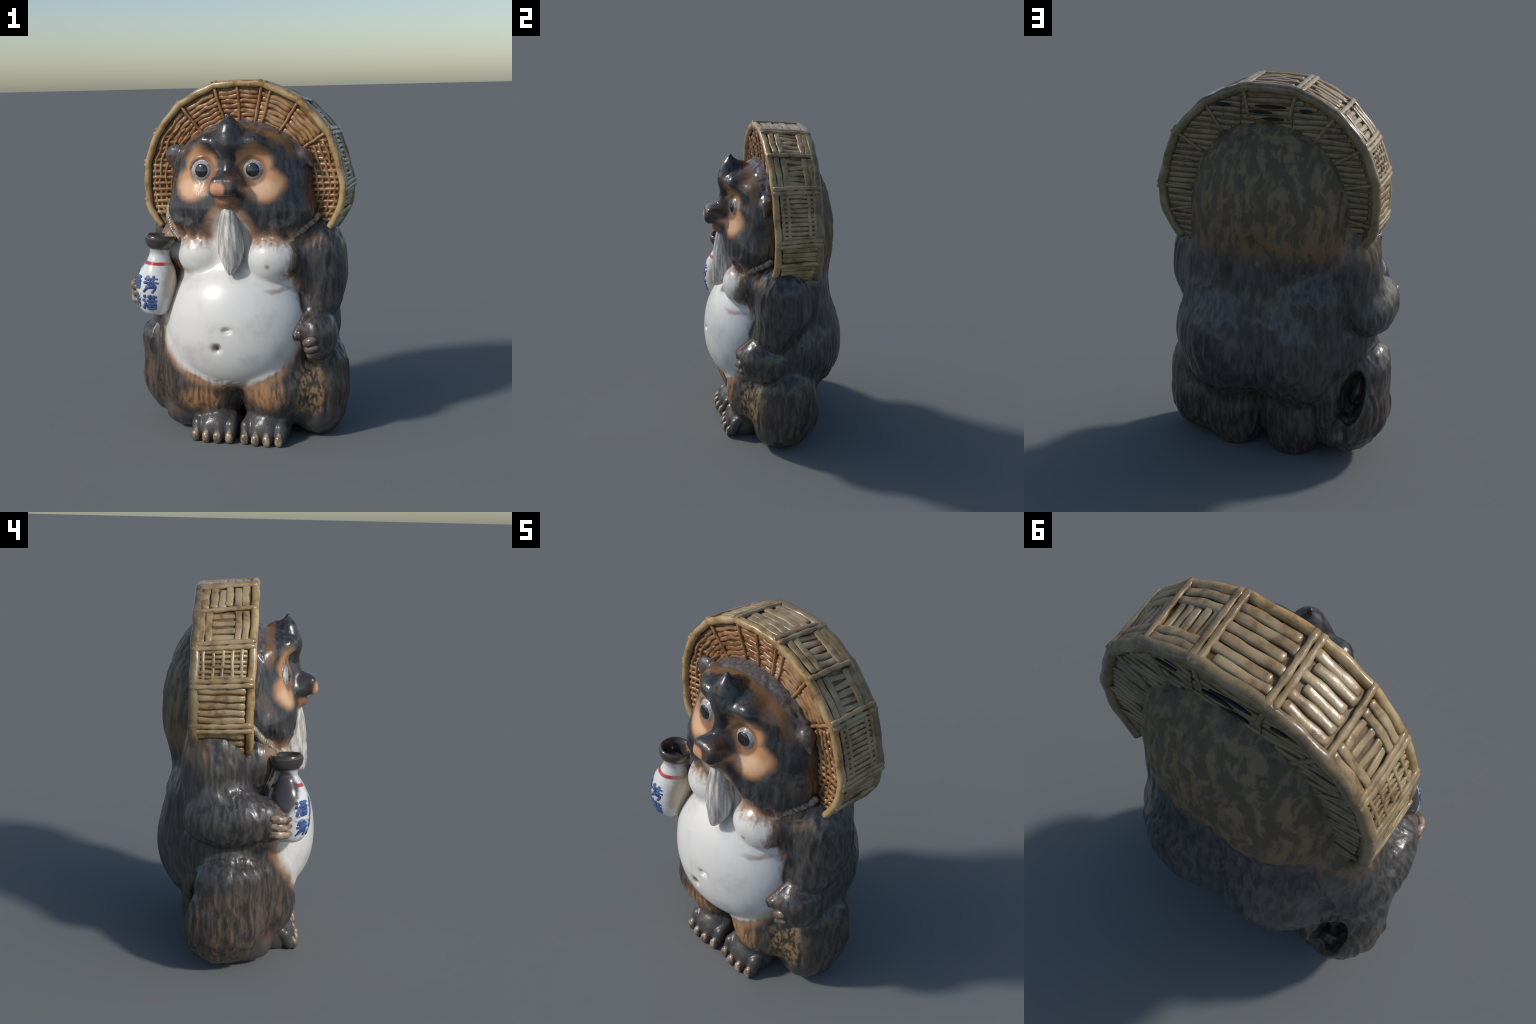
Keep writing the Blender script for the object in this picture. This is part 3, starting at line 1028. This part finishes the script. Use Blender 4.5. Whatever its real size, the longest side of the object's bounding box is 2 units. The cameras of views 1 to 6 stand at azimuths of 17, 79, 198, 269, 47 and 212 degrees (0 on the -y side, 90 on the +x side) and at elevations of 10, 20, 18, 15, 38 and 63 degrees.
WEAVE = ["axial", "axial", "fine", "ladder", "ladder", "circ", "circ", "ladder", "grid", "axial", "axial"]
yi0, yi1 = YF + .030, YB - .026
for i, kind in enumerate(WEAVE):
    a0, a1 = RIBS[i] + 2, RIBS[i + 1] - 2
    span = a1 - a0
    R0 = HR - .006
    if kind == "axial":
        n = max(3, int(span / 3.6))
        for k in range(n):
            axial_slat(a0 + span * (k + .5) / n + jit(.3), yi0, yi1, R0 + jit(.003), .0150, .009, MAT_BAND)
    elif kind == "fine":
        n = int(span / 2.7)
        for k in range(n):
            axial_slat(a0 + span * (k + .5) / n, yi0, yi1, R0 + jit(.003), .011, .008, MAT_BAND)
        for y in (yi0 + .05, yi1 - .05, yi0 + .01, yi1 - .01):
            circ_slat(a0, a1, y, R0 + .002, .010, .008, MAT_BAND)
    elif kind == "ladder":
        for y in (yi0 + .012, yi0 + .055, yi1 - .045, yi1 - .010):
            circ_slat(a0, a1, y + jit(.004), R0 + .003, .0175, .009, MAT_BAND)
        n = max(3, int(span / 3.6))
        for k in range(n):
            axial_slat(a0 + span * (k + .5) / n + jit(.4), yi0 + .06, yi1 - .05, R0 - .001, .0150, .008, MAT_BAND)
    elif kind == "circ":
        for k in range(6):
            y = yi0 + (yi1 - yi0) * (k + .5) / 6
            circ_slat(a0 + random.uniform(0, 4) * (k % 2), a1 - random.uniform(0, 3) * (k % 2 == 0), y + jit(.004), R0 + jit(.003), .0195, .010, MAT_BAND)
    elif kind == "grid":
        n = 6
        for k in range(n):
            axial_slat(a0 + span * (k + .5) / n + jit(.3), yi0, yi1, R0, .008, .009, MAT_BAND)
        for k in range(5):
            circ_slat(a0, a1, yi0 + (yi1 - yi0) * (k + .5) / 5 + jit(.003), R0 + .001, .009, .010, MAT_BAND)


# straight horizontal slats on the back plate
def chord(z, r):
    d = r * r - (z - HZ) ** 2
    return math.sqrt(d) if d > 0 else 0


MAT_NEAR_BLACK = mat_simple("near_black", (.004, .004, .004), (.010, .009, .008), (20, 20, 20), .8, 0, bump=0)  # near-black solid bars laid on the back plate in place of open slits; nothing is cut
for x0, x1, gz in ((-.10, .06, 1.868), (-.03, .09, 1.838), (-.09, .02, 1.808), (.19, .27, 1.862), (-.23, -.17, 1.858)):
    X = np.linspace(x0, x1, 8)
    bar("hat_dark_bar", [(XC + q, YB - .004, gz) for q in X], (0, 1, 0), [.003 + .006 * math.sin(math.pi * (i + .5) / 8) for i in range(8)], .0045, MAT_NEAR_BLACK, HAT)
z = 1.17
while z < 1.95:
    outer = chord(z, HR - .045) * .985
    inner = .365 * math.sqrt(max(0, 1 - ((z - 1.40) / .43) ** 2)) if z < 1.80 else 0
    segs = [(inner, outer), (-outer, -inner)] if inner > .05 else [(-outer, -.14), (-.13, .13), (.14, outer)]
    for s0, s1 in segs:
        if s1 - s0 < .04:
            continue
        X = np.linspace(s0, s1, 10)
        ph = random.uniform(0, 6)
        path = [(XC + q, YB - .004 - .030 * max(0, q / HR) - .010 * max(0, (z - HZ) / HR) + .003 * math.sin(q * 30 + ph), z - .034 * max(0, (z - HZ) / HR) + .003 * math.sin(q * 18 + ph)) for q in X]
        bar("hat_slat", path, (0, 1, 0), .0135, .008, MAT_BACKS, HAT, taper=.5)
    z += .0315
for a in (-14, 0, 31, 54, 77, 105, 128, 149, 168, 190):
    rr = np.linspace(.43 if 60 < a < 120 else .40, HR - .03, 6)
    bar("hat_rib", [hp(a, YB + .002, r) for r in rr], (0, 1, 0), .010, .010, MAT_BACKS, HAT)


# the woven inside seen from the front: arcs over the head, level bars at the sides
def front_y(r):
    return float(np.interp(r, [.30, .45, HR - .035], [YF + .040, YF + .026, YF + .012])) - .003


def inner_arc(a0, a1, r, w=.011, h=.010):
    A = np.linspace(a0, a1, max(8, int((a1 - a0) / 2)))
    ph = random.uniform(0, 6)
    path = [hp(a, front_y(r) + .003 * math.sin(a * .7 + ph), r + .004 * math.sin(a * .4 + ph)) for a in A]
    bar("hat_slat", path, (0, -1, 0), w, h, MAT_INNER, HAT, taper=.5)


for i in range(3, 8):
    a0, a1 = RIBS[i] + 1.5, RIBS[i + 1] - 1.5
    for r in np.arange(.375, .54, .0255):
        inner_arc(a0 + jit(1), a1 + jit(1), r + jit(.003), .0125, .008)
for a in (31, 54, 71, 77, 91, 105, 128):
    rr = np.linspace(.36, HR - .02, 8)
    bar("hat_rib", [hp(a + jit(.3), front_y(r) - .006, r) for r in rr], (0, -1, 0), .009, .010, MAT_INNER, HAT)
for s, lo_z, hi_z in ((-1, 1.26, 1.74), (1, 1.20, 1.69)):
    z = lo_z
    while z < hi_z:
        r1 = chord(z, HR - .045)
        X = np.linspace(.33, r1, 9)
        ph = random.uniform(0, 6)
        path = [(XC + s * q, front_y(math.hypot(q, z - HZ)) + .017 - .003 + .003 * math.sin(q * 60 + ph), z + .002 * math.sin(q * 30 + ph)) for q in X]
        bar("hat_slat", path, (0, -1, 0), .0105, .009, MAT_INNER, HAT, taper=.5)
        z += .0335
    for r in (.43, .465, .50, .53):
        inner_arc(136 if s < 0 else -20, 200 if s < 0 else 28, r, .008, .012)
